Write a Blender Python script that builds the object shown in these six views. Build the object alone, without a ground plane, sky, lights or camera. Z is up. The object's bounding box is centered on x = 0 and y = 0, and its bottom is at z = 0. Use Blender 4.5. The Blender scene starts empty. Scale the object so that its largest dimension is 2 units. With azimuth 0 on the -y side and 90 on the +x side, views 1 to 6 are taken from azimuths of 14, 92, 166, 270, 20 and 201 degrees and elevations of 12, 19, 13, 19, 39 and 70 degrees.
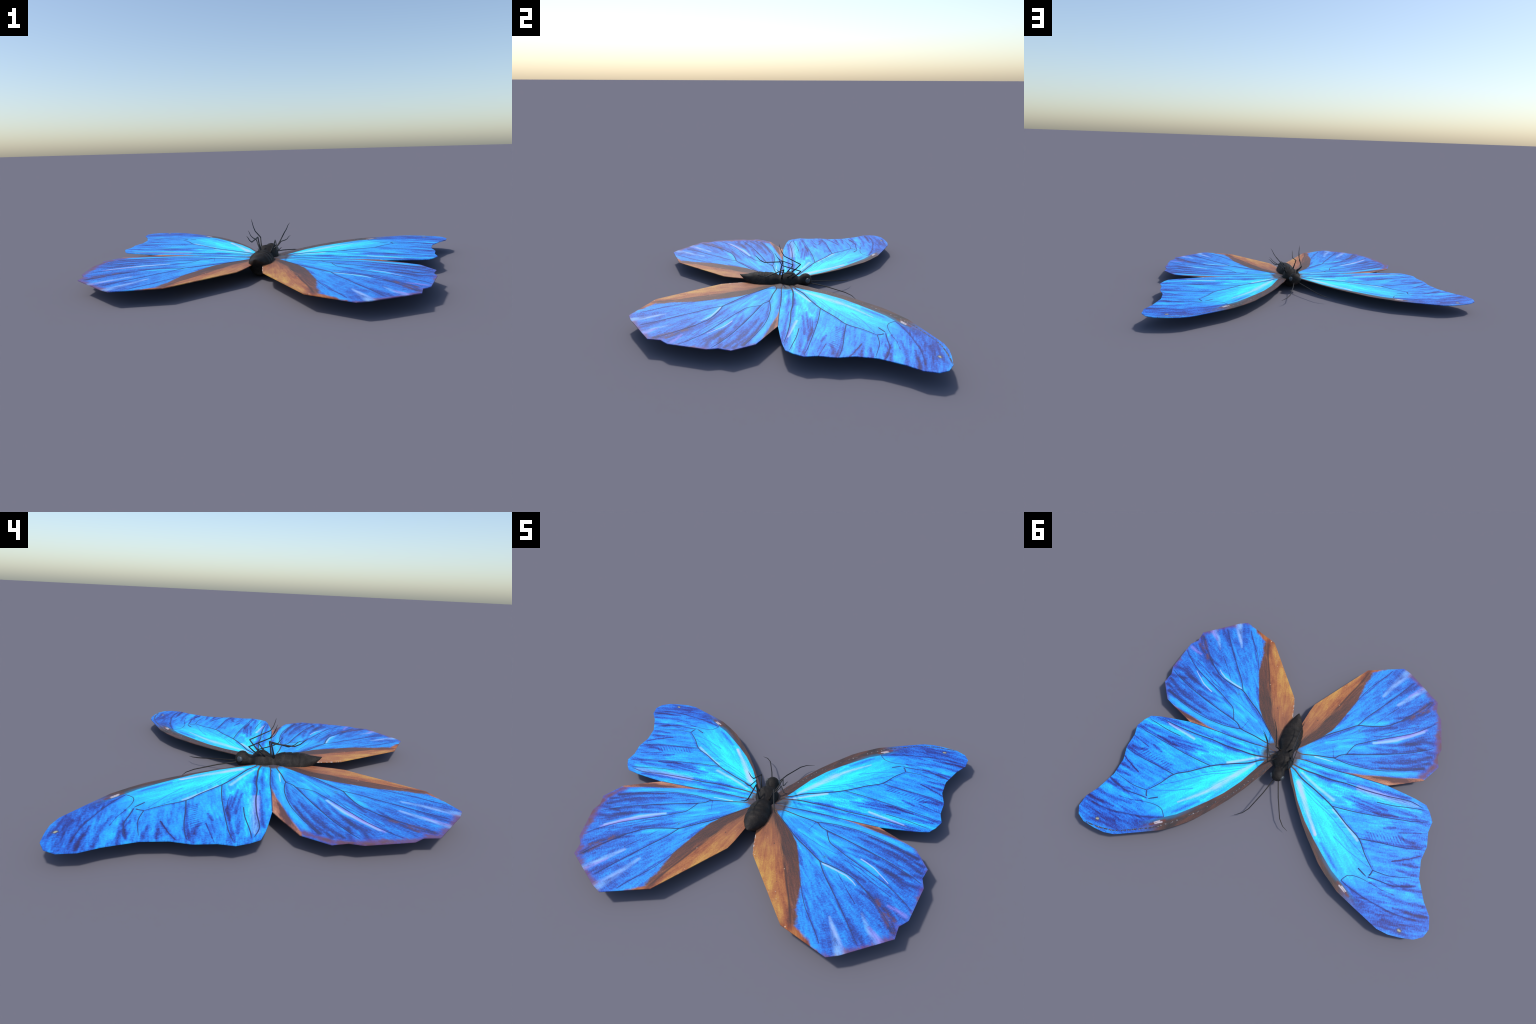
# Blue morpho style butterfly: four flat wings with raised veins, a dark body
# (head, thorax, abdomen in one skin), eyes, two antennae and six raised legs.
import bpy, math, random
from mathutils import Vector, noise

random.seed(7)
SC = bpy.context.scene

# ----------------------------------------------------------------------------
# frame: wings lie in one almost level sheet; tiny yaw/shear of the whole pose
# ----------------------------------------------------------------------------
WING_Z, WING_TILT = 0.0716, 0.0033
WING_THICK = 0.0036


def place(X, Y, side):
    """canonical wing outline point -> world x, y"""
    return side * X + 0.003 - 0.0045 * Y, Y - side * 0.009 * X


def sheet_z(x):
    return WING_Z + WING_TILT * x


def pattern_to_world(kind, x, y, side):
    """wing pattern frame -> world x, y (each wing carries its pattern slightly shifted)"""
    if kind == "fore":
        dx, dy = 0.03 - 0.033 * y, 0.008 - 0.03 * x
    else:
        dx, dy = 0.0188, 0.0
    return side * (x + side * dx), y + side * dy


# ----------------------------------------------------------------------------
# small node toolkit
# ----------------------------------------------------------------------------
class Nodes:
    def __init__(self, name):
        self.mat = bpy.data.materials.new(name)
        self.mat.use_nodes = True
        self.nt = self.mat.node_tree
        self.nt.nodes.clear()
        self.last = None

    def new(self, t, **kw):
        n = self.nt.nodes.new(t)
        for k, v in kw.items():
            setattr(n, k, v)
        return n

    def put(self, sock, v):
        if isinstance(v, bpy.types.NodeSocket):
            self.nt.links.new(v, sock)
        elif v is not None:
            sock.default_value = v

    def math(self, op, a, b=None, c=None, clamp=False):
        n = self.new("ShaderNodeMath", operation=op, use_clamp=clamp)
        self.put(n.inputs[0], a)
        self.put(n.inputs[1], b)
        if c is not None:
            self.put(n.inputs[2], c)
        return n.outputs[0]

    def add(self, a, b): return self.math("ADD", a, b)
    def sub(self, a, b): return self.math("SUBTRACT", a, b)
    def mul(self, a, b): return self.math("MULTIPLY", a, b)
    def mx(self, a, b): return self.math("MAXIMUM", a, b)

    def vmath(self, op, a, b=None, out=0):
        n = self.new("ShaderNodeVectorMath", operation=op)
        self.put(n.inputs[0], a)
        if b is not None:
            self.put(n.inputs[1], b)
        return n.outputs[out]

    def step(self, v, lo, hi, smooth=True):
        """0 below lo, 1 above hi"""
        n = self.new("ShaderNodeMapRange", interpolation_type="SMOOTHSTEP" if smooth else "LINEAR")
        self.put(n.inputs[0], v)
        self.put(n.inputs[1], lo)
        self.put(n.inputs[2], hi)
        return n.outputs[0]

    def noise(self, vec, scale, detail=3.0, rough=0.55, out=0):
        n = self.new("ShaderNodeTexNoise")
        self.put(n.inputs["Vector"], vec)
        n.inputs["Scale"].default_value = scale
        n.inputs["Detail"].default_value = detail
        n.inputs["Roughness"].default_value = rough
        return n.outputs[out]

    def xyz(self, x=0.0, y=0.0, z=0.0):
        n = self.new("ShaderNodeCombineXYZ")
        for i, v in enumerate((x, y, z)):
            self.put(n.inputs[i], v)
        return n.outputs[0]

    def ramp(self, fac, stops):
        n = self.new("ShaderNodeValToRGB")
        el = n.color_ramp.elements
        while len(el) < len(stops):
            el.new(0.5)
        for e, (p, c) in zip(el, stops):
            e.position = p
            e.color = (*c, 1.0)
        self.put(n.inputs[0], fac)
        return n.outputs[0]

    def mix(self, fac, a, b):
        n = self.new("ShaderNodeMix", data_type="RGBA")
        self.put(n.inputs[0], fac)
        for i, v in ((6, a), (7, b)):
            if isinstance(v, tuple):
                v = (*v, 1.0)
            self.put(n.inputs[i], v)
        return n.outputs[2]

    def curve(self, v, pts, vscale, oscale):
        """piecewise function through a few control points"""
        n = self.new("ShaderNodeFloatCurve")
        c = n.mapping.curves[0]
        pts = sorted(pts)
        while len(c.points) < len(pts):
            c.points.new(0.5, 0.5)
        for p, (a, b) in zip(c.points, pts):
            p.location = (a / vscale, b / oscale)
            p.handle_type = "VECTOR"
        n.mapping.update()
        self.put(n.inputs["Value"], self.mul(v, 1.0 / vscale))
        return self.mul(n.outputs[0], oscale)

    def stroke(self, P, a, b, wa, wb, soft):
        n = self.new("ShaderNodeGroup", node_tree=stroke_group())
        self.put(n.inputs[0], P)
        n.inputs[1].default_value = (*a, 0)
        n.inputs[2].default_value = (*b, 0)
        n.inputs[3].default_value = wa
        n.inputs[4].default_value = wb
        n.inputs[5].default_value = soft
        if self.last is not None:      # evaluate strokes one after another (keeps the shader stack small)
            self.nt.links.new(self.last, n.inputs[6])
        self.last = n.outputs[0]
        return n.outputs[0]

    def strokes(self, P, paths, w0, w1, soft=0.6, swell=False, fine=1):
        """union of tapered strokes along control polylines (swell: thin ends, full middle)"""
        acc = None
        for path in paths:
            if fine > 1:
                path = [(p.x, p.y) for p in resample([(*q, 0) for q in path], fine)]
            m = len(path) - 1

            def wid(f):
                w = w0 + (w1 - w0) * f
                return w * (0.30 + 0.70 * math.sin(math.pi * min(1.0, 0.08 + 0.72 * f))) if swell else w
            for i in range(m):
                s = self.stroke(P, path[i], path[i + 1], wid(i / m), wid((i + 1) / m), soft)
                acc = s if acc is None else self.mx(acc, s)
        return acc

    def finish(self, color, rough, spec=0.5, bump=None, bump_strength=0.2, sheen=0.0, dist=0.002):
        b = self.new("ShaderNodeBsdfPrincipled")
        o = self.new("ShaderNodeOutputMaterial")
        self.put(b.inputs["Base Color"], color if not isinstance(color, tuple) else (*color, 1))
        self.put(b.inputs["Roughness"], rough)
        b.inputs["Specular IOR Level"].default_value = spec
        if bump is not None:
            n = self.new("ShaderNodeBump")
            n.inputs["Strength"].default_value = bump_strength
            n.inputs["Distance"].default_value = dist
            self.put(n.inputs["Height"], bump)
            self.put(b.inputs["Normal"], n.outputs[0])
        self.nt.links.new(b.outputs[0], o.inputs[0])
        return self.mat


_grp = None


def stroke_group():
    """node group: soft tapered capsule mask between A and B"""
    global _grp
    if _grp:
        return _grp
    g = bpy.data.node_groups.new("tapered_stroke", "ShaderNodeTree")
    itf = g.interface
    for nm, t in (("P", "NodeSocketVector"), ("A", "NodeSocketVector"), ("B", "NodeSocketVector"),
                  ("wA", "NodeSocketFloat"), ("wB", "NodeSocketFloat"), ("soft", "NodeSocketFloat"), ("after", "NodeSocketFloat")):
        itf.new_socket(nm, in_out="INPUT", socket_type=t)
    itf.new_socket("mask", in_out="OUTPUT", socket_type="NodeSocketFloat")
    N, L = g.nodes, g.links
    i, o = N.new("NodeGroupInput"), N.new("NodeGroupOutput")

    def vm(op, a, b, out=0):
        n = N.new("ShaderNodeVectorMath")
        n.operation = op
        L.new(a, n.inputs[0])
        if b is not None:
            L.new(b, n.inputs[1 if op != "SCALE" else 3])
        return n.outputs[out]

    def ma(op, a, b, c=None, clamp=False):
        n = N.new("ShaderNodeMath")
        n.operation = op
        n.use_clamp = clamp
        for k, v in enumerate((a, b, c)):
            if v is None:
                continue
            if isinstance(v, (int, float)):
                n.inputs[k].default_value = v
            else:
                L.new(v, n.inputs[k])
        return n.outputs[0]

    eps = ma("MULTIPLY", i.outputs[6], 1e-9)
    shift = N.new("ShaderNodeVectorMath")
    shift.operation = "ADD"
    L.new(i.outputs[0], shift.inputs[0])
    L.new(eps, shift.inputs[1])
    pa = vm("SUBTRACT", shift.outputs[0], i.outputs[1])
    ba = vm("SUBTRACT", i.outputs[2], i.outputs[1])
    h = ma("DIVIDE", vm("DOT_PRODUCT", pa, ba, 1), vm("DOT_PRODUCT", ba, ba, 1), clamp=True)
    d = vm("LENGTH", vm("SUBTRACT", pa, vm("SCALE", ba, h)), None, 1)
    w = ma("MULTIPLY_ADD", ma("SUBTRACT", i.outputs[4], i.outputs[3]), h, i.outputs[3])
    f = ma("SUBTRACT", 1.0, ma("DIVIDE", d, w))          # 1 on the spine, 0 at the rim
    m = ma("DIVIDE", f, i.outputs[5], clamp=True)
    L.new(m, o.inputs[0])
    _grp = g
    return g


# ----------------------------------------------------------------------------
# wing pattern control lines (pattern frame, metres)
# ----------------------------------------------------------------------------
FORE_VEINS = [
    [(0.06, 0.066), (0.105, 0.085), (0.162, 0.122), (0.26, 0.164), (0.363, 0.215), (0.47, 0.288), (0.55, 0.337), (0.607, 0.414), (0.663, 0.475)],
    [(0.363, 0.215), (0.474, 0.204), (0.585, 0.187), (0.796, 0.146), (0.893, 0.117)],
    [(0.55, 0.337), (0.644, 0.322), (0.766, 0.306), (0.855, 0.286), (0.89, 0.272)],
    [(0.663, 0.475), (0.737, 0.475), (0.795, 0.463), (0.87, 0.441)],
    [(0.06, 0.048), (0.11, 0.06), (0.164, 0.067), (0.232, 0.067), (0.326, 0.068), (0.41, 0.061), (0.515, 0.061), (0.643, 0.052), (0.77, 0.036), (0.85, 0.05)],
    [(0.598, 0.105), (0.685, 0.094), (0.801, 0.068), (0.858, 0.06)],
    [(0.514, 0.584), (0.544, 0.546), (0.597, 0.536), (0.661, 0.543)],
    [(0.514, 0.584), (0.579, 0.609), (0.657, 0.628), (0.734, 0.641), (0.814, 0.65), (0.897, 0.648)],
    [(0.648, 0.517), (0.716, 0.516), (0.771, 0.517), (0.84, 0.501), (0.885, 0.48)],
    [(0.586, 0.491), (0.636, 0.518)],
    [(0.663, 0.475), (0.656, 0.499), (0.649, 0.507)],
]
FORE_VEIN_WIDTH = [(.0040, .0022), (.0022, .0016), (.0022, .0016), (.0020, .0012), (.0042, .0020), (.0020, .0018),
                   (.0020, .0012), (.0018, .0010), (.0024, .0016), (.0028, .0040), (.0026, .0044)]
FORE_FOLDS = [   # thin painted creases
    [(0.417, 0.376), (0.505, 0.42), (0.574, 0.445), (0.636, 0.466)],
    [(0.185, 0.175), (0.26, 0.222), (0.364, 0.268), (0.46, 0.33)],
    [(0.752, 0.231), (0.831, 0.205), (0.900, 0.182)],
    [(0.748, 0.394), (0.832, 0.351), (0.885, 0.316)],
    [(0.17, 0.155), (0.30, 0.223), (0.40, 0.272)],
    [(0.60, 0.42), (0.52, 0.372), (0.44, 0.318)],
    [(0.661, 0.543), (0.73, 0.557), (0.80, 0.560)],
    [(0.62, 0.168), (0.56, 0.172), (0.47, 0.170)],
]
FORE_DARK = [    # navy pleats between the veins
    [(0.132, 0.112), (0.205, 0.152), (0.303, 0.195)],
    [(0.234, 0.079), (0.334, 0.079), (0.466, 0.076)],
    [(0.405, 0.142), (0.537, 0.148), (0.629, 0.154)],
    [(0.486, 0.160), (0.63, 0.163), (0.723, 0.148)],
    [(0.586, 0.118), (0.746, 0.112), (0.823, 0.112)],
    [(0.667, 0.233), (0.725, 0.211)],
    [(0.752, 0.247), (0.799, 0.261), (0.842, 0.258)],
    [(0.754, 0.392), (0.832, 0.351), (0.890, 0.312)],
    [(0.787, 0.429), (0.848, 0.425), (0.890, 0.421)],
    [(0.809, 0.39), (0.885, 0.378)],
    [(0.718, 0.576), (0.804, 0.58), (0.91, 0.57), (0.960, 0.562)],
    [(0.661, 0.543), (0.749, 0.530), (0.905, 0.472)],
    [(0.41, 0.050), (0.605, 0.036), (0.77, 0.022)],
    [(0.755, 0.502), (0.866, 0.509), (0.930, 0.495)],
    [(0.808, 0.626), (0.92, 0.619), (0.985, 0.609)],
    [(0.45, 0.123), (0.56, 0.127), (0.66, 0.130)],
    [(0.13, 0.042), (0.28, 0.045), (0.42, 0.036)],
    [(0.48, 0.545), (0.42, 0.490), (0.36, 0.435)],
]
FORE_CYAN = [[(0.20, 0.16), (0.393, 0.359), (0.53, 0.48)], [(0.14, 0.085), (0.30, 0.125), (0.45, 0.165)],
             [(0.34, 0.098), (0.60, 0.085), (0.84, 0.078)], [(0.66, 0.53), (0.80, 0.545), (0.90, 0.53)]]
FORE_TIP = [[(0.54, 0.625), (0.66, 0.668), (0.78, 0.695)], [(0.78, 0.695), (0.90, 0.705), (0.985, 0.66)]]
FORE_PALE = {
    -1: [([(0.150, 0.150), (0.225, 0.270), (0.316, 0.400)], .026, .012, .95),
         ([(0.371, 0.232), (0.439, 0.272), (0.545, 0.350)], .007, .011, .55),
         ([(0.149, 0.088), (0.252, 0.136), (0.362, 0.178)], .009, .013, .55),
         ([(0.490, 0.066), (0.638, 0.062), (0.814, 0.048)], .030, .020, .45)],
    1: [([(0.129, 0.114), (0.207, 0.211), (0.296, 0.323)], .010, .030, .7),
        ([(0.280, 0.305), (0.374, 0.399), (0.469, 0.478)], .022, .006, .55),
        ([(0.10, 0.062), (0.182, 0.109), (0.278, 0.164)], .008, .012, .75),
        ([(0.689, 0.056), (0.604, 0.075), (0.514, 0.093)], .006, .010, .6)],
}
FORE_LILAC = {-1: [([(0.478, 0.062), (0.60, 0.052), (0.72, 0.040)], .014, .006)],
              1: [([(0.70, 0.050), (0.60, 0.068), (0.52, 0.084)], .004, .006)]}
COSTA_EDGE = [(0.0, -0.05), (0.055, 0.03), (0.082, 0.08), (0.118, 0.146), (0.17, 0.240), (0.24, 0.335), (0.312, 0.412), (0.389, 0.485),
              (0.45, 0.540), (0.516, 0.582), (0.56, 0.610), (0.65, 0.660), (0.74, 0.697), (0.86, 0.725), (1.0, 0.72)]
COSTA_DOTS = [[(0.036, 0.088), (0.083, 0.17), (0.137, 0.241), (0.188, 0.319), (0.255, 0.394), (0.341, 0.487), (0.417, 0.561), (0.485, 0.616)],
              [(0.485, 0.616), (0.565, 0.668), (0.709, 0.736), (0.762, 0.753), (0.815, 0.760), (0.876, 0.762), (0.928, 0.760)]]

HIND_VEINS = [
    [(0.050, -0.036), (0.069, -0.033), (0.105, -0.025), (0.191, -0.044), (0.283, -0.061), (0.313, -0.086), (0.348, -0.103), (0.461, -0.141), (0.573, -0.182), (0.684, -0.227), (0.775, -0.275), (0.815, -0.302)],
    [(0.283, -0.061), (0.343, -0.053), (0.402, -0.051), (0.489, -0.059), (0.577, -0.076), (0.688, -0.114), (0.785, -0.155)],
    [(0.348, -0.103), (0.359, -0.134), (0.381, -0.177), (0.427, -0.209), (0.495, -0.251), (0.591, -0.303), (0.677, -0.354), (0.745, -0.409), (0.79, -0.455)],
    [(0.055, -0.045), (0.077, -0.058), (0.134, -0.113), (0.218, -0.194), (0.286, -0.245), (0.358, -0.3), (0.412, -0.315), (0.482, -0.336), (0.54, -0.364), (0.601, -0.419), (0.668, -0.493), (0.718, -0.556), (0.738, -0.590)],
    [(0.361, -0.303), (0.397, -0.37), (0.463, -0.464), (0.525, -0.555), (0.583, -0.645), (0.607, -0.682)],
    [(0.285, -0.39), (0.321, -0.475), (0.359, -0.559), (0.403, -0.627), (0.44, -0.682), (0.462, -0.718)],
]
HIND_VEIN_WIDTH = [(.0030, .0018), (.0020, .0014), (.0020, .0016), (.0032, .0018), (.0020, .0018), (.0010, .0018)]
HIND_FOLDS = [
    [(0.471, -0.265), (0.544, -0.293), (0.62, -0.343)],
    [(0.263, -0.12), (0.272, -0.091), (0.281, -0.067)],
    [(0.56, -0.49), (0.50, -0.41), (0.45, -0.34)],
    [(0.43, -0.24), (0.34, -0.21), (0.22, -0.15)],
    [(0.70, -0.41), (0.60, -0.35), (0.50, -0.285)],
]
HIND_DARK = [
    [(0.448, -0.188), (0.52, -0.196), (0.613, -0.217)],
    [(0.466, -0.211), (0.604, -0.252), (0.739, -0.303)],
    [(0.632, -0.143), (0.72, -0.183), (0.812, -0.241)],
    [(0.552, -0.414), (0.652, -0.453), (0.735, -0.527)],
    [(0.721, -0.275), (0.796, -0.268), (0.844, -0.273)],
    [(0.638, -0.313), (0.722, -0.375)],
    [(0.671, -0.28), (0.758, -0.326), (0.821, -0.331)],
    [(0.727, -0.153), (0.812, -0.203)],
    [(0.214, -0.215), (0.247, -0.271), (0.283, -0.345)],
    [(0.55, -0.085), (0.68, -0.122), (0.79, -0.165)],
    [(0.712, -0.519), (0.748, -0.578)],
    [(0.138, 0.002), (0.283, 0.000), (0.38, -0.010)],
    [(0.55, -0.575), (0.607, -0.646), (0.640, -0.690)],
    [(0.398, -0.277), (0.485, -0.323), (0.576, -0.359)],
    [(0.50, -0.105), (0.60, -0.135), (0.70, -0.19)],
]
HIND_CYAN = [[(0.13, -0.045), (0.30, -0.03), (0.50, -0.045)], [(0.50, -0.045), (0.62, -0.075), (0.76, -0.12)],
             [(0.30, -0.145), (0.44, -0.175), (0.50, -0.225)], [(0.36, -0.31), (0.45, -0.34), (0.52, -0.37)],
             [(0.48, -0.225), (0.60, -0.28), (0.72, -0.37)], [(0.40, -0.235), (0.33, -0.20), (0.22, -0.14)]]
HIND_PALE = {
    -1: [([(0.478, -0.223), (0.596, -0.280), (0.737, -0.385)], .011, .012, .6),
         ([(0.553, -0.506), (0.611, -0.578), (0.675, -0.660)], .014, .024, .5),
         ([(0.453, -0.537), (0.503, -0.643), (0.551, -0.737)], .012, .034, .45),
         ([(0.18, -0.034), (0.284, -0.037)], .005, .003, .8)],
    1: [([(0.541, -0.237), (0.605, -0.272), (0.679, -0.342)], .005, .003, .75),
        ([(0.379, -0.315), (0.494, -0.352), (0.545, -0.393)], .007, .003, .7),
        ([(0.553, -0.748), (0.521, -0.677), (0.475, -0.586)], .034, .008, .6),
        ([(0.681, -0.651), (0.637, -0.598), (0.599, -0.531)], .024, .008, .35)],
}
HIND_LILAC = {-1: [([(0.50, -0.243), (0.62, -0.310), (0.75, -0.40)], .007, .010), ([(0.60, -0.58), (0.66, -0.655)], .008, .014)],
              1: [([(0.70, -0.655), (0.64, -0.59)], .020, .008), ([(0.70, -0.46), (0.77, -0.49)], .010, .014)]}
ANAL_EDGE = [(0.0, 0.04), (0.06, 0.083), (0.13, 0.153), (0.22, 0.226), (0.32, 0.266), (0.46, 0.316), (0.55, 0.333), (0.60, 0.336),
             (0.67, 0.362), (0.71, 0.412), (0.76, 0.472), (0.80, 0.50)]          # (-y, x)
ANAL_SPLIT = [(0.0, 0.01), (0.13, 0.092), (0.24, 0.150), (0.34, 0.199), (0.445, 0.246), (0.555, 0.292), (0.67, 0.334), (0.80, 0.38)]
LEAD_EDGE = [(0.0, 0.20), (0.30, 0.125), (0.34, 0.107), (0.474, 0.084), (0.58, 0.055), (0.69, 0.030), (0.79, -0.003 + 0.0), (1.0, 0.0)]  # y + 0.1
FORE_SHADE = [[(0.105, 0.078), (0.26, 0.157), (0.36, 0.208)], [(0.363, 0.208), (0.55, 0.330), (0.663, 0.468)], [(0.164, 0.075), (0.41, 0.069), (0.643, 0.060), (0.77, 0.043)],
              [(0.55, 0.33), (0.766, 0.300), (0.89, 0.268)], [(0.363, 0.21), (0.585, 0.182), (0.893, 0.114)], [(0.648, 0.517), (0.771, 0.519), (0.89, 0.482)],
              [(0.52, 0.590), (0.657, 0.632), (0.814, 0.655), (0.93, 0.645)]]
HIND_SHADE = [[(0.348, -0.106), (0.573, -0.186), (0.775, -0.280)], [(0.283, -0.061), (0.489, -0.064), (0.688, -0.119), (0.785, -0.16)],
              [(0.381, -0.172), (0.495, -0.246), (0.677, -0.349), (0.79, -0.455)], [(0.134, -0.113), (0.358, -0.294), (0.482, -0.331), (0.601, -0.413), (0.738, -0.590)],
              [(0.361, -0.303), (0.463, -0.460), (0.607, -0.682)], [(0.321, -0.470), (0.403, -0.622), (0.462, -0.718)]]
HIND_ZONE = [[(0.60, -0.14), (0.82, -0.23)], [(0.68, -0.29), (0.83, -0.32)], [(0.62, -0.45), (0.74, -0.57)]]
HIND_BORDER = [[(0.500, -0.775), (0.560, -0.750), (0.758, -0.612), (0.805, -0.505), (0.850, -0.320), (0.852, -0.205), (0.79, -0.105)]]
HIND_MARGIN = [[(0.815, -0.427), (0.850, -0.330)], [(0.850, -0.330), (0.846, -0.234)], [(0.850, -0.220), (0.822, -0.150)],
               [(0.70, -0.50), (0.735, -0.535)], [(0.74, -0.60), (0.65, -0.45)]]


# ----------------------------------------------------------------------------
# materials
# ----------------------------------------------------------------------------
BLUE = [(0.0, (0.024, 0.020, 0.12)), (0.18, (0.019, 0.052, 0.36)), (0.36, (0.019, 0.150, 0.68)),
        (0.54, (0.019, 0.31, 0.87)), (0.70, (0.020, 0.45, 0.95)), (0.86, (0.021, 0.68, 1.0)), (1.0, (0.026, 0.92, 1.0))]


def wing_coords(N, kind, side):
    tc = N.new("ShaderNodeTexCoord").outputs["Object"]
    if kind == "fore":
        x = N.add(N.vmath("DOT_PRODUCT", tc, (side, side * 0.033, 0), 1), -side * 0.03)
        y = N.add(N.vmath("DOT_PRODUCT", tc, (0.03, 1, 0), 1), -side * 0.008)
    else:
        x = N.add(N.vmath("DOT_PRODUCT", tc, (side, 0, 0), 1), -side * 0.0188)
        y = N.vmath("DOT_PRODUCT", tc, (0, 1, 0), 1)
    return x, y


def wing_material(kind, side):
    N = Nodes(f"{kind}wing_scales")
    x, y = wing_coords(N, kind, side)
    fore = kind == "fore"
    P0 = N.xyz(x, y, 0)
    wob = N.vmath("SUBTRACT", N.noise(P0, 26, 2, out=1), (0.5, 0.5, 0.5))
    wob = N.vmath("MULTIPLY", wob, (0.012, 0.012, 0))
    P = N.vmath("ADD", P0, wob)
    P1 = N.vmath("ADD", P0, N.vmath("MULTIPLY", wob, (0.2, 0.2, 0)))
    bx, by = (0.02, 0.03) if fore else (0.03, 0.02)
    dx, dy = N.sub(x, bx), N.sub(y, by)
    ang = N.math("ARCTAN2", dy, dx)
    rad = N.math("SQRT", N.add(N.mul(dx, dx), N.mul(dy, dy)))

    def grain_set(v, u):
        """streaks along u, fine lines along u, ripples across it"""
        s1 = N.noise(N.xyz(N.mul(v, 30), N.mul(u, 5.5), 1.7), 1.0, 3, 0.55)
        s2 = N.noise(N.xyz(N.mul(v, 95), N.mul(u, 16), 8.2), 1.0, 3, 0.6)
        s3 = N.noise(N.xyz(N.mul(v, 60), N.mul(u, 190), 5.1), 1.0, 2, 0.6)
        return s1, s2, s3

    if fore:
        # scale rows fan out from the root in the cell, run along the veins outside it
        lean = N.mul(N.mul(N.sub(x, 0.45), 0.20), N.step(y, 0.02, 0.20))
        along = N.add(y, lean)
        cell = N.sub(N.sub(y, N.mul(x, 0.69)), 0.02)
        cell = N.mul(N.step(cell, -0.03, 0.02), N.step(x, 0.68, 0.52))
        a1, a2, a3 = grain_set(N.mul(ang, 0.62), rad)
        b1, b2, b3 = grain_set(along, x)

        def blend(p, q):
            return N.add(q, N.mul(N.sub(p, q), cell))
        streak, line, ripple = blend(a1, b1), blend(a2, b2), blend(a3, b3)
    else:
        streak, line, ripple = grain_set(N.mul(ang, 0.62), rad)
    speck = N.noise(P0, 150, 3, 0.62)
    patch = N.noise(P0, 9, 3)
    grain = N.add(N.add(N.mul(N.sub(streak, .5), 0.72), N.mul(N.sub(line, .5), 0.66)),
                  N.add(N.mul(N.sub(ripple, .5), 0.46), N.add(N.mul(N.sub(speck, .5), 0.56), N.mul(N.sub(patch, .5), 0.22))))
    if fore:
        base = N.add(0.475, N.mul(N.step(rad, 0.92, 0.10), 0.27))
        cyan = N.strokes(P, FORE_CYAN[:1], .13, .17, 1.0)
        cyan2 = N.strokes(P, FORE_CYAN[1:], .026, .022, 1.0)
        t = N.add(base, N.mx(N.mul(cyan, 0.31), N.mul(cyan2, 0.25)))
        dark = N.strokes(P, FORE_DARK, .0165, .0160, 1.0, swell=True)
        t = N.sub(t, N.mul(dark, N.add(0.10, N.mul(line, 0.40))))
        tip = N.strokes(P, FORE_TIP, .058, .090, 1.0)
        t = N.sub(t, N.mul(tip, N.add(0.08, N.mul(N.step(N.add(N.mul(speck, 0.6), N.mul(patch, 0.4)), 0.40, 0.60), 0.34))))
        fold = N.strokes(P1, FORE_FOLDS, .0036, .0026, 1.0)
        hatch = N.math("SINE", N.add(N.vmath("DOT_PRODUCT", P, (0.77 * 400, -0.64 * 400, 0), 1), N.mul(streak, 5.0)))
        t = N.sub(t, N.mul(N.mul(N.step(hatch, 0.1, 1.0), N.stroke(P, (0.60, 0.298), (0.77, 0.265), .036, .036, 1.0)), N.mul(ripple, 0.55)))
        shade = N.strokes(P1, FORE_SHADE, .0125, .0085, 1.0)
    else:
        base = N.add(0.425, N.mul(N.step(rad, 0.80, 0.10), 0.17))
        zone = N.strokes(P, HIND_ZONE, .085, .085, 1.0)
        cyan = N.strokes(P, HIND_CYAN, .034, .022, 1.0)
        t = N.sub(N.add(base, N.mul(cyan, 0.27)), N.mul(zone, 0.17))
        dark = N.strokes(P, HIND_DARK, .020, .020, 1.0, swell=True)
        t = N.sub(t, N.mul(dark, N.add(0.08, N.mul(line, 0.36))))
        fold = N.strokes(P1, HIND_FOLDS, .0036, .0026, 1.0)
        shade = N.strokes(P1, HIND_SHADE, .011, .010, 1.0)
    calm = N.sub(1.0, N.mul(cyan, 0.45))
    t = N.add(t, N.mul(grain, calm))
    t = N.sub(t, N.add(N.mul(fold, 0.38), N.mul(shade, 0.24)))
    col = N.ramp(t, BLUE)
    if not fore:
        col = N.mix(0.13, col, (0.07, 0.20, 0.48))
        border = N.strokes(P, HIND_BORDER, .070, .070, 1.0)
        fray = N.add(N.mul(border, 0.75), N.mul(N.sub(streak, .5), 1.3))
        fray = N.add(fray, N.mul(N.sub(speck, .5), 0.7))
        col = N.mix(N.mul(N.mul(N.step(fray, 0.25, 0.75), N.step(border, 0.0, 0.3)), 0.48), col, (0.085, 0.060, 0.46))
        col = N.mix(N.mul(N.step(N.add(fray, N.mul(border, 0.30)), 0.62, 1.05), 0.80), col, (0.17, 0.060, 0.095))

    # pale worn streaks, lilac sheen
    uneven = N.add(0.62, N.mul(N.add(N.sub(line, .5), N.sub(streak, .5)), 1.6))
    for paths, w0, w1, a in (FORE_PALE if fore else HIND_PALE)[side]:
        m = N.strokes(P1, [paths], w0, w1, 0.75, fine=2)
        wide = max(w0, w1) > 0.016
        k = N.mul(uneven, a * 1.15) if wide else a
        col = N.mix(N.math("MULTIPLY", m, k, clamp=True), col, N.mix(N.step(streak, 0.42, 0.60), (0.45, 0.75, 1.0), (0.56, 0.62, 0.98)))
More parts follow.
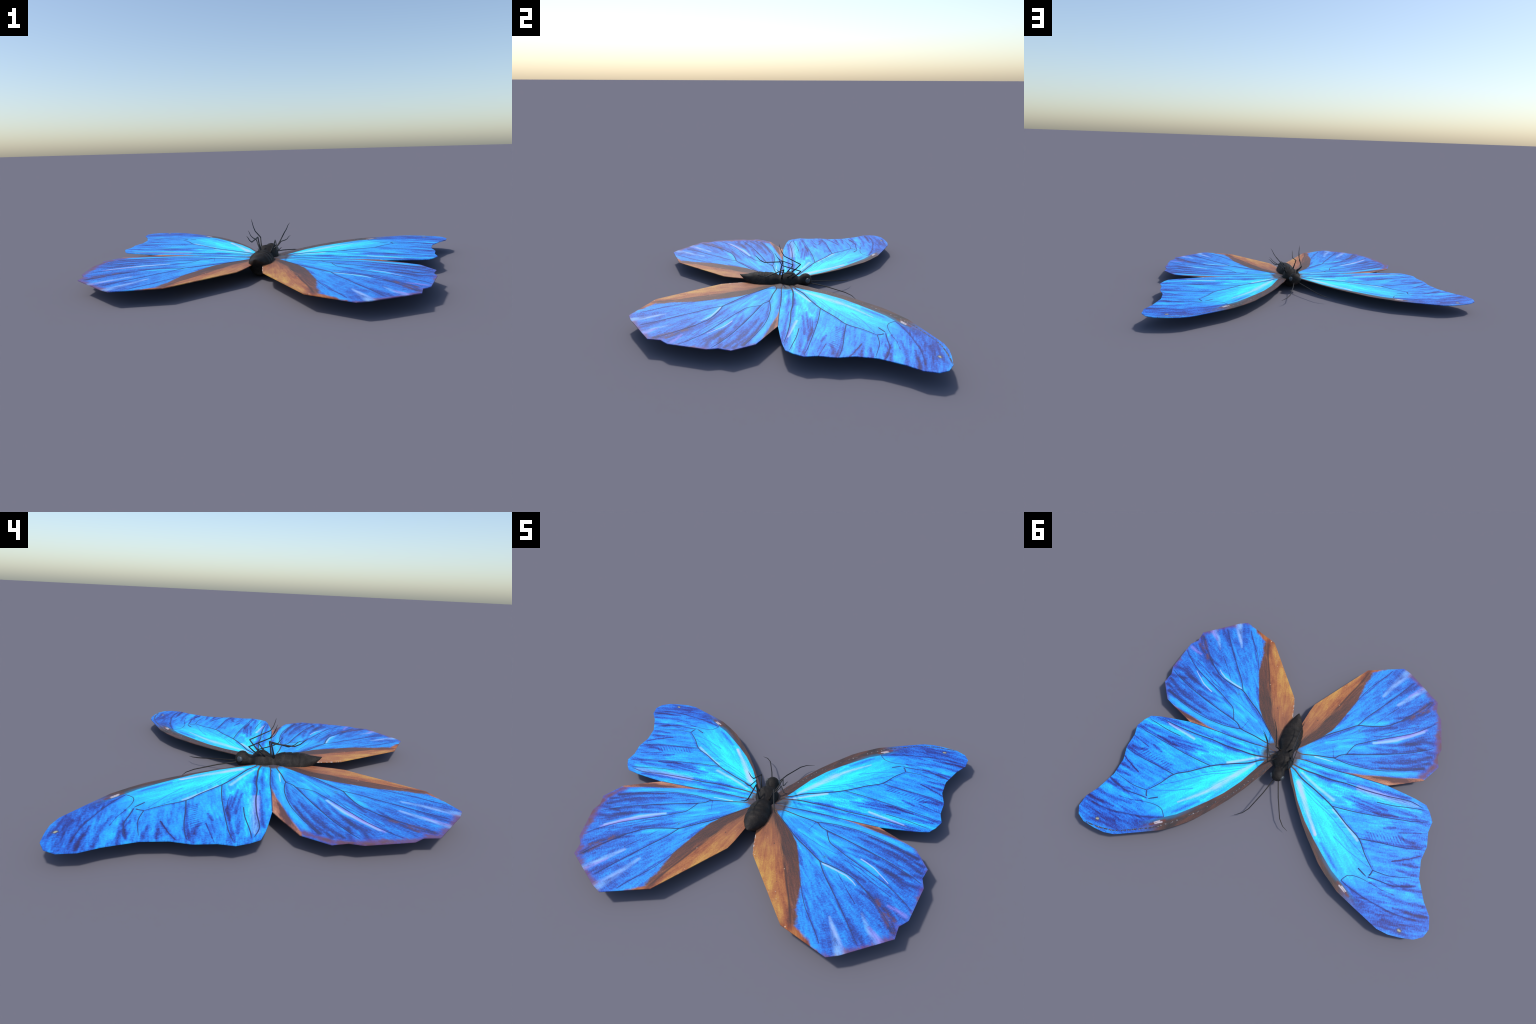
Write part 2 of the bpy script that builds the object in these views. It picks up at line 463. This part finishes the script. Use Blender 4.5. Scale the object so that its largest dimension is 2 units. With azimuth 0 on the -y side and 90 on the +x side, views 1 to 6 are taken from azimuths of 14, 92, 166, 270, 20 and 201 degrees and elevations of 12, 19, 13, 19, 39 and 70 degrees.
    for paths, w0, w1 in (FORE_LILAC if fore else HIND_LILAC)[side]:
        m = N.strokes(P, [paths], w0 * 1.3, w1 * 1.3, 1.0, fine=2)
        col = N.mix(N.math("MULTIPLY", m, N.mul(uneven, 0.8), clamp=True), col, (0.40, 0.27, 0.78))

    brown_grain = N.noise(N.xyz(N.mul(ang, 34), N.mul(rad, 9), 3.0), 1.0, 4, 0.65)
    if fore:
        edge = N.curve(x, [(a, b + (0.104 if side > 0 else 0.111)) for a, b in COSTA_EDGE], 1.0, 1.0)
        over = N.sub(N.add(y, 0.1), edge)
        over = N.add(over, N.mul(N.sub(speck, .5), 0.006))
        m = N.step(over, -0.003, 0.004)
        m = N.mul(m, N.sub(1.0, N.mul(N.step(x, 0.50, 0.66), 0.93)))
        brown = N.ramp(N.add(brown_grain, N.mul(N.sub(speck, .5), .4)),
                       [(0.30, (0.040, 0.032, 0.032)), (0.5, (0.082, 0.044, 0.036)), (0.74, (0.17, 0.066, 0.042))])
        teal = N.mul(N.step(x, 0.30, 0.5), N.step(over, 0.035, 0.005))
        brown = N.mix(N.mul(teal, N.step(streak, 0.36, 0.52)), brown, (0.030, 0.14, 0.26))
        col = N.mix(m, col, brown)
        # pale costal mark with rusty rim, small eye spot near the tip
        sx, sy = (0.531, 0.6255)
        rust = N.stroke(P, (sx - 0.030, sy - 0.026), (sx + 0.040, sy + 0.022), .012, .010, 0.8)
        col = N.mix(N.mul(rust, 0.85), col, (0.16, 0.045, 0.025))
        white = N.strokes(P1, [[(sx - 0.018, sy - 0.012), (sx + 0.016, sy + 0.010)], [(sx - 0.004, sy - 0.012), (sx + 0.022, sy + 0.004)]], .0068, .0042, 1.0)
        col = N.mix(N.math('MULTIPLY', white, N.add(0.15, N.mul(speck, 1.3)), clamp=True), col, (0.80, 0.74, 0.78))
        ring = N.stroke(P, (0.862, 0.719), (0.866, 0.722), .016, .016, 0.6)
        col = N.mix(N.mul(ring, 0.8), col, (0.06, 0.05, 0.05))
        eye = N.stroke(P1, (0.860, 0.720), (0.868, 0.7215), .0075, .006, 0.6)
        col = N.mix(eye, col, (0.42, 0.40, 0.28))
        if side > 0:
            line_dots = N.strokes(P0, COSTA_DOTS, .0050, .0046, 0.5)
            bead = N.add(N.mul(N.noise(P0, 95, 1), 0.7), N.mul(patch, 0.3))
            col = N.mix(N.mul(line_dots, N.step(bead, 0.42, 0.50)), col, (0.045, 0.04, 0.045))
            col = N.mix(N.mul(line_dots, N.mul(N.step(bead, 0.55, 0.68), 0.7)), col, (0.46, 0.41, 0.39))
    else:
        ny = N.mul(y, -1.0)
        xb = N.curve(ny, ANAL_EDGE, 0.8, 0.6)
        xs = N.curve(ny, ANAL_SPLIT, 0.8, 0.6)
        jag = N.mul(N.sub(N.noise(P0, 20, 4, 0.6), .5), N.add(0.012, N.mul(N.step(ny, 0.40, 0.62), 0.060)))
        inside = N.add(N.sub(xb, x), jag)
        m = N.step(inside, -0.005, N.add(0.004, N.mul(N.step(ny, 0.45, 0.65), 0.014)))
        m = N.mul(m, N.step(ny, -0.01, 0.03))
        coarse = N.noise(N.xyz(N.mul(ang, 13), N.mul(rad, 6), 9.0), 1.0, 3, 0.6)
        fine = N.noise(N.xyz(N.mul(ang, 60), N.mul(rad, 10), 4.0), 1.0, 3, 0.6)
        deep = N.sub(xs, x)
        split = N.step(N.add(deep, N.add(N.mul(jag, 0.3), N.mul(N.sub(fine, .5), 0.05))), -0.014, 0.016)
        dark_band = N.ramp(N.add(N.add(N.mul(fine, .65), N.mul(speck, .55)), N.mul(N.step(ny, 0.25, 0.6), 0.16)),
                           [(0.42, (0.046, 0.034, 0.031)), (0.58, (0.088, 0.045, 0.035)), (0.78, (0.17, 0.062, 0.040)), (0.95, (0.26, 0.12, 0.080))])
        tone = N.add(N.add(N.mul(N.add(N.mul(coarse, 0.6), N.mul(patch, 0.4)), 1.45), N.mul(fine, 0.30)), N.sub(N.mul(speck, 0.42), 0.31))
        tone = N.add(tone, N.sub(N.mul(N.mul(N.step(deep, 0.02, 0.09), N.step(ny, 0.20, 0.42)), 0.26), 0.27))
        amber = N.ramp(tone, [(0.24, (0.13, 0.042, 0.028)), (0.40, (0.27, 0.078, 0.034)), (0.54, (0.40, 0.130, 0.045)),
                              (0.68, (0.49, 0.200, 0.055)), (0.84, (0.62, 0.33, 0.070))])
        amber = N.mix(N.mul(N.step(ny, 0.42, 0.20), 0.40), amber, (0.36, 0.155, 0.080))
        amber = N.mix(N.mul(N.step(ny, 0.20, 0.06), 0.75), amber, (0.14, 0.082, 0.060))
        seam_line = N.sub(1.0, N.math("MULTIPLY", N.math("ABSOLUTE", N.sub(deep, 0.003)), 110.0, clamp=True))
        brown = N.mix(split, dark_band, amber)
        brown = N.mix(N.mul(seam_line, N.step(ny, 0.25, 0.45)), brown, (0.070, 0.034, 0.028))
        rust = N.ramp(N.add(N.mul(patch, .5), N.mul(fine, .55)), [(0.38, (0.12, 0.030, 0.018)), (0.54, (0.34, 0.085, 0.025)), (0.70, (0.58, 0.21, 0.045))])
        brown = N.mix(N.mul(N.step(N.add(ny, N.mul(N.sub(patch, .5), .1)), 0.645, 0.70), 0.85), brown, rust)
        pit = N.noise(P0, 75, 0, 0.4)
        brown = N.mix(N.mul(N.step(pit, 0.80, 0.85), split), brown, (0.60, 0.42, 0.28))
        brown = N.mix(N.mul(N.step(pit, 0.20, 0.16), split), brown, (0.09, 0.045, 0.035))
        col = N.mix(m, col, brown)
        # copper leading strip under the forewing
        yb = N.sub(N.curve(x, LEAD_EDGE, 1.0, 1.0), 0.1)
        lead = N.step(N.add(N.sub(y, yb), N.mul(N.sub(streak, .5), 0.012)), -0.004, 0.006)
        copper = N.ramp(N.add(streak, N.mul(N.sub(speck, .5), .3)), [(0.34, (0.13, 0.050, 0.045)), (0.48, (0.40, 0.145, 0.08)), (0.62, (0.64, 0.31, 0.17))])
        lead = N.mul(lead, N.step(x, 0.30, 0.36))
        col = N.mix(lead, col, copper)
        # worn brown scallops along the outer margin
        rim = N.strokes(P, HIND_MARGIN, .020, .020, 1.0)
        rim = N.mul(rim, N.step(N.noise(P0, 30, 3, 0.6), 0.40, 0.58))
        col = N.mix(N.mul(rim, 0.85), col, (0.15, 0.065, 0.07))
        spot = N.mul(N.stroke(P, (0.376, -0.272), (0.388, -0.270), .013, .013, 0.7), N.step(speck, 0.48, 0.58))
        col = N.mix(N.mul(spot, 0.8), col, (0.05, 0.09, 0.12))
        if side > 0:
            seam = N.strokes(P0, [[(0.020, -0.23), (0.036, -0.30), (0.050, -0.365)]], .004, .006, 0.6)
            col = N.mix(N.mul(seam, N.step(N.noise(P0, 95, 1), 0.52, 0.58)), col, (0.65, 0.55, 0.48))
    # bare grey-brown wing root
    root = N.stroke(P, (0.0, 0.03), (0.062, 0.030) if fore else (0.066, 0.000), .085, .058, 0.45)
    root = N.math('MULTIPLY', root, N.add(0.55, N.mul(streak, 0.9)), clamp=True)
    col = N.mix(N.mul(root, 0.95), col, N.ramp(brown_grain, [(0.3, (0.062, 0.044, 0.036)), (0.7, (0.14, 0.080, 0.052))]))
    bump = N.add(N.mul(streak, 0.6), N.add(N.mul(line, 0.3), N.mul(speck, 0.2)))
    return N.finish(col, 0.52, 0.5, bump, 0.20, dist=0.0016)


def vein_material(side):
    N = Nodes("wing_vein")
    tc = N.new("ShaderNodeTexCoord").outputs["Object"]
    r = N.vmath("LENGTH", tc, None, 1)
    c = N.mix(N.step(r, 0.10, 0.24), (0.15, 0.085, 0.055), (0.032, 0.058, 0.16))
    c = N.mix(N.mul(N.step(r, 0.55, 0.95), 0.5), c, (0.024, 0.055, 0.30))
    return N.finish(c, 0.55, 0.4)


def body_material():
    N = Nodes("dark_chitin")
    tc = N.new("ShaderNodeTexCoord").outputs["Object"]
    a = N.noise(tc, 20, 4, 0.6)
    b = N.noise(tc, 190, 4, 0.65)
    c = N.ramp(N.add(N.mul(a, 0.6), N.mul(b, 0.4)),
               [(0.34, (0.0075, 0.0068, 0.0065)), (0.50, (0.0185, 0.0155, 0.0135)), (0.64, (0.042, 0.034, 0.028))])
    return N.finish(c, 0.66, 0.22, N.add(N.mul(a, .5), N.mul(b, .5)), 0.30, dist=0.003)


def limb_material():
    N = Nodes("black_limb")
    tc = N.new("ShaderNodeTexCoord").outputs["Object"]
    c = N.ramp(N.noise(tc, 90, 2), [(0.3, (0.006, 0.005, 0.005)), (0.7, (0.017, 0.013, 0.010))])
    return N.finish(c, 0.5, 0.4)


def eye_material():
    N = Nodes("compound_eye")
    tc = N.new("ShaderNodeTexCoord").outputs["Object"]
    v = N.new("ShaderNodeTexVoronoi")
    N.put(v.inputs["Vector"], tc)
    v.inputs["Scale"].default_value = 420
    c = N.ramp(N.noise(tc, 60, 3), [(0.3, (0.028, 0.034, 0.040)), (0.7, (0.075, 0.085, 0.095))])
    return N.finish(c, 0.35, 0.5, v.outputs["Distance"], 0.15, dist=0.001)


# ----------------------------------------------------------------------------
# mesh helpers
# ----------------------------------------------------------------------------
def mesh_object(name, verts, faces, mat, parent, smooth=True):
    me = bpy.data.meshes.new(name)
    me.from_pydata([tuple(v) for v in verts], [], faces)
    me.materials.append(mat)
    me.validate()
    me.update()
    ob = bpy.data.objects.new(name, me)
    SC.collection.objects.link(ob)
    ob.parent = parent
    if smooth:
        for p in me.polygons:
            p.use_smooth = True
    return ob


def tube(path, radii, sides=8, cap=True):
    """round tube with given radii along a 3D polyline"""
    verts, faces = [], []
    n = len(path)
    prev = None
    for i, p in enumerate(path):
        d = (path[min(i + 1, n - 1)] - path[max(i - 1, 0)]).normalized()
        if prev is None:
            u = d.orthogonal().normalized()
        else:
            u = (prev - d * prev.dot(d)).normalized()
        prev = u
        w = d.cross(u)
        for k in range(sides):
            a = 2 * math.pi * k / sides
            verts.append(p + (u * math.cos(a) + w * math.sin(a)) * radii[i])
    for i in range(n - 1):
        for k in range(sides):
            k2 = (k + 1) % sides
            faces.append((i * sides + k, i * sides + k2, (i + 1) * sides + k2, (i + 1) * sides + k))
    if cap:
        faces.append(tuple(reversed(range(sides))))
        faces.append(tuple(range((n - 1) * sides, n * sides)))
    return verts, faces


def resample(pts, per=4):
    """soften the corners of a control polyline: Catmull-Rom subdivision"""
    pts = [Vector(p) for p in pts]
    out = []
    for i in range(len(pts) - 1):
        p0, p1, p2 = pts[max(i - 1, 0)], pts[i], pts[i + 1]
        p3 = pts[min(i + 2, len(pts) - 1)]
        for k in range(per):
            t = k / per
            out.append(0.5 * ((2 * p1) + (p2 - p0) * t + (2 * p0 - 5 * p1 + 4 * p2 - p3) * t * t + (3 * p1 - p0 - 3 * p2 + p3) * t ** 3))
    out.append(pts[-1])
    return out


# ----------------------------------------------------------------------------
# the butterfly
# ----------------------------------------------------------------------------
root = bpy.data.objects.new("butterfly", None)
SC.collection.objects.link(root)
root.location = (0.0006, -0.0008, 0.0)
root["label"] = "bright iridescent blue butterfly with brown edges, wings spread flat"
root["category"] = "butterfly"

FORE_OUTLINE = [
    (0.016, 0.020), (0.024, 0.052), (0.047, 0.089), (0.082, 0.160), (0.104, 0.190), (0.155, 0.277), (0.217, 0.367), (0.272, 0.436),
    (0.362, 0.541), (0.414, 0.586), (0.500, 0.650), (0.620, 0.705), (0.746, 0.761), (0.806, 0.769), (0.862, 0.764),
    (0.936, 0.750), (0.981, 0.721), (1.0005, 0.676), (0.988, 0.612), (0.944, 0.549), (0.893, 0.440),
    (0.880, 0.343), (0.894, 0.263), (0.882, 0.181), (0.891, 0.120), (0.866, 0.072), (0.838, 0.037),
    (0.775, 0.021), (0.700, 0.010), (0.601, -0.002), (0.510, -0.001), (0.410, 0.001), (0.315, 0.006), (0.210, 0.006), (0.118, 0.004)]
HIND_OUTLINE = [
    (0.016, 0.020), (0.118, 0.004), (0.210, 0.006), (0.315, 0.006), (0.410, 0.001), (0.510, -0.001), (0.601, -0.002),
    (0.692, -0.047), (0.790, -0.098), (0.852, -0.203), (0.834, -0.263), (0.8445, -0.316), (0.801, -0.501), (0.766, -0.541), (0.758, -0.604),
    (0.563, -0.741), (0.514, -0.765), (0.3035, -0.680), (0.0645, -0.353), (0.049, -0.300), (0.031, -0.214), (0.020, -0.130)]


def build_wing(name, outline, mat, side):
    """flat membrane with a rounded-off rim: fine triangulated sheet inside the outline"""
    import bmesh
    bm = bmesh.new()
    top = [bm.verts.new((*place(X, Y, side), 0)) for X, Y in outline]
    f = bm.faces.new(top)
    bm.normal_update()
    if f.normal.z < 0:
        bmesh.ops.reverse_faces(bm, faces=[f])
    bmesh.ops.triangulate(bm, faces=bm.faces[:])
    bmesh.ops.subdivide_edges(bm, edges=bm.edges[:], cuts=3, use_grid_fill=True)
    for v in bm.verts:
        v.co.z = sheet_z(v.co.x) + WING_THICK / 2
    geo = bmesh.ops.extrude_face_region(bm, geom=bm.faces[:])
    low = [g for g in geo["geom"] if isinstance(g, bmesh.types.BMVert)]
    for v in low:
        v.co.z -= WING_THICK
    bmesh.ops.recalc_face_normals(bm, faces=bm.faces[:])
    me = bpy.data.meshes.new(name)
    bm.to_mesh(me)
    bm.free()
    me.materials.append(mat)
    ob = bpy.data.objects.new(name, me)
    SC.collection.objects.link(ob)
    ob.parent = root
    return ob


def inside(poly, x, y):
    hit = False
    for (x0, y0), (x1, y1) in zip(poly, poly[1:] + poly[:1]):
        if (y0 > y) != (y1 > y) and x < (x1 - x0) * (y - y0) / (y1 - y0) + x0:
            hit = not hit
    return hit


def build_veins(kind, paths, widths, mat, side, wing):
    rim = [place(X, Y, side) for X, Y in (FORE_OUTLINE if kind == "fore" else HIND_OUTLINE)]
    for path, (w0, w1) in zip(paths, widths):
        pts = []
        for x, y in path:
            wx, wy = pattern_to_world(kind, x, y, side)
            pts.append((wx, wy, sheet_z(wx) + WING_THICK / 2))
        pts = resample(pts, 6)
        keep = [p for p in pts if inside(rim, p.x, p.y) and inside(rim, p.x, p.y + 0.004) and inside(rim, p.x, p.y - 0.004)]
        pts = keep if len(keep) > 4 else pts
        n = len(pts)
        rad = [1.2 * (w0 + (w1 - w0) * i / (n - 1)) for i in range(n)]
        for i in range(1, 4):                       # fade out at the far end
            rad[-i] *= (0.35, 0.65, 0.85)[i - 1]
        v, f = tube(pts, rad, 6)
        zc = []
        for i, p in enumerate(pts):                 # flatten the tube into a low rib
            for k in range(6):
                q = v[i * 6 + k]
                zc.append(Vector((q.x, q.y, p.z + (q.z - p.z) * 0.32)))
        mesh_object("vein", zc, f, mat, wing)


for side in (1, -1):
    vm = vein_material(side)
    fw = build_wing("forewing", FORE_OUTLINE, wing_material("fore", side), side)
    hw = build_wing("hindwing", HIND_OUTLINE, wing_material("hind", side), side)
    build_veins("fore", FORE_VEINS, FORE_VEIN_WIDTH, vm, side, fw)
    build_veins("hind", HIND_VEINS, HIND_VEIN_WIDTH, vm, side, hw)
    # hem rib where the forewing laps over the hindwing
    hem = []
    for X, Y in [(0.060, 0.010), (0.118, 0.004), (0.210, 0.006), (0.315, 0.006), (0.410, 0.001), (0.510, -0.001), (0.600, -0.002)]:
        wx, wy = place(X, Y, side)
        hem.append((wx, wy, sheet_z(wx) + WING_THICK / 2))
    hem = resample(hem, 3)
    v, f = tube(hem, [0.0030 - 0.0012 * i / len(hem) for i in range(len(hem))], 6)
    v = [Vector((q.x, q.y, hem[i // 6].z + (q.z - hem[i // 6].z) * 0.35)) for i, q in enumerate(v)]
    mesh_object("vein", v, f, vm, fw)

# --- body: one lofted skin, then split into head / thorax / abdomen ----------
BODY_X = 0.0050
# y, centre height, half width, half height
RINGS = [
    (0.1800, 0.084, 0.001, 0.001), (0.1785, 0.084, 0.012, 0.012), (0.1740, 0.0845, 0.0215, 0.0225), (0.1660, 0.085, 0.0300, 0.0320),
    (0.1550, 0.085, 0.0350, 0.0375), (0.1430, 0.085, 0.0370, 0.0395), (0.1310, 0.085, 0.0355, 0.0370), (0.1200, 0.083, 0.0325, 0.0310),
    (0.1100, 0.079, 0.0300, 0.0265), (0.1020, 0.077, 0.0300, 0.0250),
    (0.0940, 0.074, 0.0370, 0.0320), (0.0860, 0.072, 0.0470, 0.0420), (0.0760, 0.071, 0.0560, 0.0530), (0.0620, 0.070, 0.0610, 0.0600),
    (0.0450, 0.070, 0.0625, 0.0630), (0.0280, 0.069, 0.0590, 0.0580), (0.0130, 0.068, 0.0520, 0.0490), (0.0000, 0.067, 0.0440, 0.0430),
    (-0.0090, 0.0665, 0.0410, 0.0410),
    (-0.0180, 0.066, 0.0430, 0.0450), (-0.0300, 0.0655, 0.0490, 0.0520), (-0.0440, 0.065, 0.0555, 0.0580), (-0.0660, 0.0645, 0.0615, 0.0625)]
HEAD_END, THORAX_END = 9, 18
# overlapping rings of the abdomen: each plate flares towards the tail, then steps in
plates = [(-0.0675, -0.0975, 0.0608, 0.0605, 0.0622, 0.0638, 0.0645, 0.0645),
          (-0.0990, -0.1320, 0.0612, 0.0605, 0.0610, 0.0636, 0.0645, 0.0655),
          (-0.1335, -0.1640, 0.0598, 0.0598, 0.0530, 0.0548, 0.0665, 0.0700)]
for y0, y1, a0, b0, a1, b1, z0, z1 in plates:
    for k in range(4):
        t = k / 3
        RINGS.append((y0 + (y1 - y0) * t, z0 + (z1 - z0) * t, a0 + (a1 - a0) * t, b0 + (b1 - b0) * t))
RINGS += [(-0.1655, 0.0720, 0.0510, 0.0510), (-0.1780, 0.0790, 0.0450, 0.0415), (-0.1900, 0.0850, 0.0395, 0.0320), (-0.2020, 0.0905, 0.0340, 0.0245),
          (-0.2140, 0.0955, 0.0275, 0.0185), (-0.2270, 0.1010, 0.0190, 0.0120), (-0.2380, 0.1065, 0.0110, 0.0065), (-0.2475, 0.1115, 0.0020, 0.0014)]
SEG = 40


def ring_points(r):
    y, zc, a, b = r
    pts = []
    for k in range(SEG):
        th = 2 * math.pi * k / SEG
        c, s = math.cos(th), math.sin(th)
        p = Vector((BODY_X + a * c, y, zc + b * s))
        lump = noise.noise(p * 55) * 0.0016 * min(1.0, a / 0.03)
        p.x += lump * c
        p.z += lump * s
        pts.append(p)
    return pts


bverts = [p for r in RINGS for p in ring_points(r)]
bfaces = []
for i in range(len(RINGS) - 1):
    for k in range(SEG):
        k2 = (k + 1) % SEG
        bfaces.append((i, (i * SEG + k, i * SEG + k2, (i + 1) * SEG + k2, (i + 1) * SEG + k)))
whole = bpy.data.meshes.new("whole_body")
whole.from_pydata([tuple(v) for v in bverts], [], [f for _, f in bfaces] + [tuple(reversed(range(SEG))), tuple(range((len(RINGS) - 1) * SEG, len(RINGS) * SEG))])
for p in whole.polygons:
    p.use_smooth = True
whole.update()
bnormals = [v.normal.copy() for v in whole.vertices]
flip = sum(n.z for v, n in zip(whole.vertices, bnormals) if v.co.z > 0.12) < 0
if flip:
    bnormals = [-n for n in bnormals]
bpy.data.meshes.remove(whole)
chitin = body_material()


def body_part(name, lo, hi):
    faces = [f for i, f in bfaces if lo <= i < hi]
    if lo == 0:
        faces.append(tuple(reversed(range(SEG))))
    if hi == len(RINGS) - 1:
        faces.append(tuple(range((len(RINGS) - 1) * SEG, len(RINGS) * SEG)))
    if flip:
        faces = [tuple(reversed(f)) for f in faces]
    used = sorted({i for f in faces for i in f})
    idx = {o: n for n, o in enumerate(used)}
    ob = mesh_object(name, [bverts[o] for o in used], [tuple(idx[i] for i in f) for f in faces], chitin, root)
    ob.data.normals_split_custom_set_from_vertices([tuple(bnormals[o]) for o in used])
    return ob


head = body_part("head", 0, HEAD_END)
thorax = body_part("thorax", HEAD_END, THORAX_END)
abdomen = body_part("abdomen", THORAX_END, len(RINGS) - 1)

# --- eyes ---------------------------------------------------------------------
eye_mat = eye_material()
for s in (1, -1):
    c = Vector((BODY_X + s * 0.0300, 0.1560, 0.0900))
    out = Vector((s * 0.86, 0.48, 0.10)).normalized()
    u = out.orthogonal().normalized()
    w = out.cross(u)
    v, f = [], []
    rows, cols = 9, 18
    for i in range(rows + 1):
        a = math.pi * i / rows
        for k in range(cols):
            b = 2 * math.pi * k / cols
            v.append(c + out * math.cos(a) * 0.0115 + (u * math.cos(b) + w * math.sin(b)) * math.sin(a) * 0.0155)
    for i in range(rows):
        for k in range(cols):
            k2 = (k + 1) % cols
            f.append((i * cols + k, (i + 1) * cols + k, (i + 1) * cols + k2, i * cols + k2))
    mesh_object("eye", v, f, eye_mat, head)

# --- antennae -----------------------------------------------------------------
limb = limb_material()
ANTENNAE = [
    [(0.018, 0.168, 0.071), (0.020, 0.176, 0.0695), (0.050, 0.264, 0.062), (0.098, 0.373, 0.0465), (0.126, 0.407, 0.0400), (0.167, 0.430, 0.031)],
    [(-0.008, 0.168, 0.071), (-0.010, 0.176, 0.0695), (-0.040, 0.264, 0.062), (-0.085, 0.372, 0.0470), (-0.114, 0.407, 0.0405), (-0.146, 0.424, 0.033)]]
for a in ANTENNAE:
    pts = [Vector(p) for p in a]
    v, f = tube(pts, [.0030, .0030, .0030, .0027, .0021, .0006], 8)
    mesh_object("antenna", v, f, limb, root)

# --- legs: hip, femur to the knee, tibia back to the ankle, hooked tarsus ------
LEGS = [
    # base, knee, ankle, tip
    ((-0.031, 0.062, 0.118), (-0.047, 0.115, 0.162), (-0.053, 0.016, 0.211), (-0.066, -0.017, 0.282)),
    ((-0.036, 0.035, 0.117), (-0.060, 0.070, 0.154), (-0.064, -0.005, 0.180), (-0.077, -0.045, 0.224)),
    ((-0.018, -0.010, 0.106), (-0.037, 0.007, 0.181), (-0.043, -0.104, 0.173), (-0.055, -0.163, 0.214)),
    ((0.048, 0.064, 0.112), (0.074, 0.114, 0.163), (0.107, 0.011, 0.207), (0.141, -0.016, 0.264)),
    ((0.049, 0.039, 0.118), (0.078, 0.070, 0.149), (0.111, 0.007, 0.167), (0.147, -0.029, 0.199)),
    ((0.036, 0.003, 0.104), (0.056, 0.015, 0.164), (0.088, -0.086, 0.131), (0.123, -0.147, 0.156))]
THICK = [1.0, 0.85, 1.1, 1.0, 0.85, 1.1]
for (b, k, a, t), g in zip(LEGS, THICK):
    b, k, a, t = Vector(b), Vector(k), Vector(a), Vector(t)
    hip = b + (Vector((BODY_X, b.y, 0.07)) - b) * 0.20
    sag = Vector((0, -0.002, -0.004))
    mid = b.lerp(k, 0.55) + sag
    bend = a.lerp(t, 0.40) + Vector((0, -0.004, -0.003))
    bend2 = a.lerp(t, 0.70) + Vector((0, -0.004, 0.002))
    path = [hip, b, mid, k.lerp(mid, 0.14), k, k.lerp(a, 0.05), k.lerp(a, 0.5), a.lerp(k, 0.04), a, bend, bend2, t]
    rad = [.0050, .0044, .0028, .0025, .0026, .0025, .0025, .0023, .0022, .0018, .0014, .0005]
    v, f = tube(path, [1.18 * r * g for r in rad], 8)
    mesh_object("leg", v, f, limb, thorax)
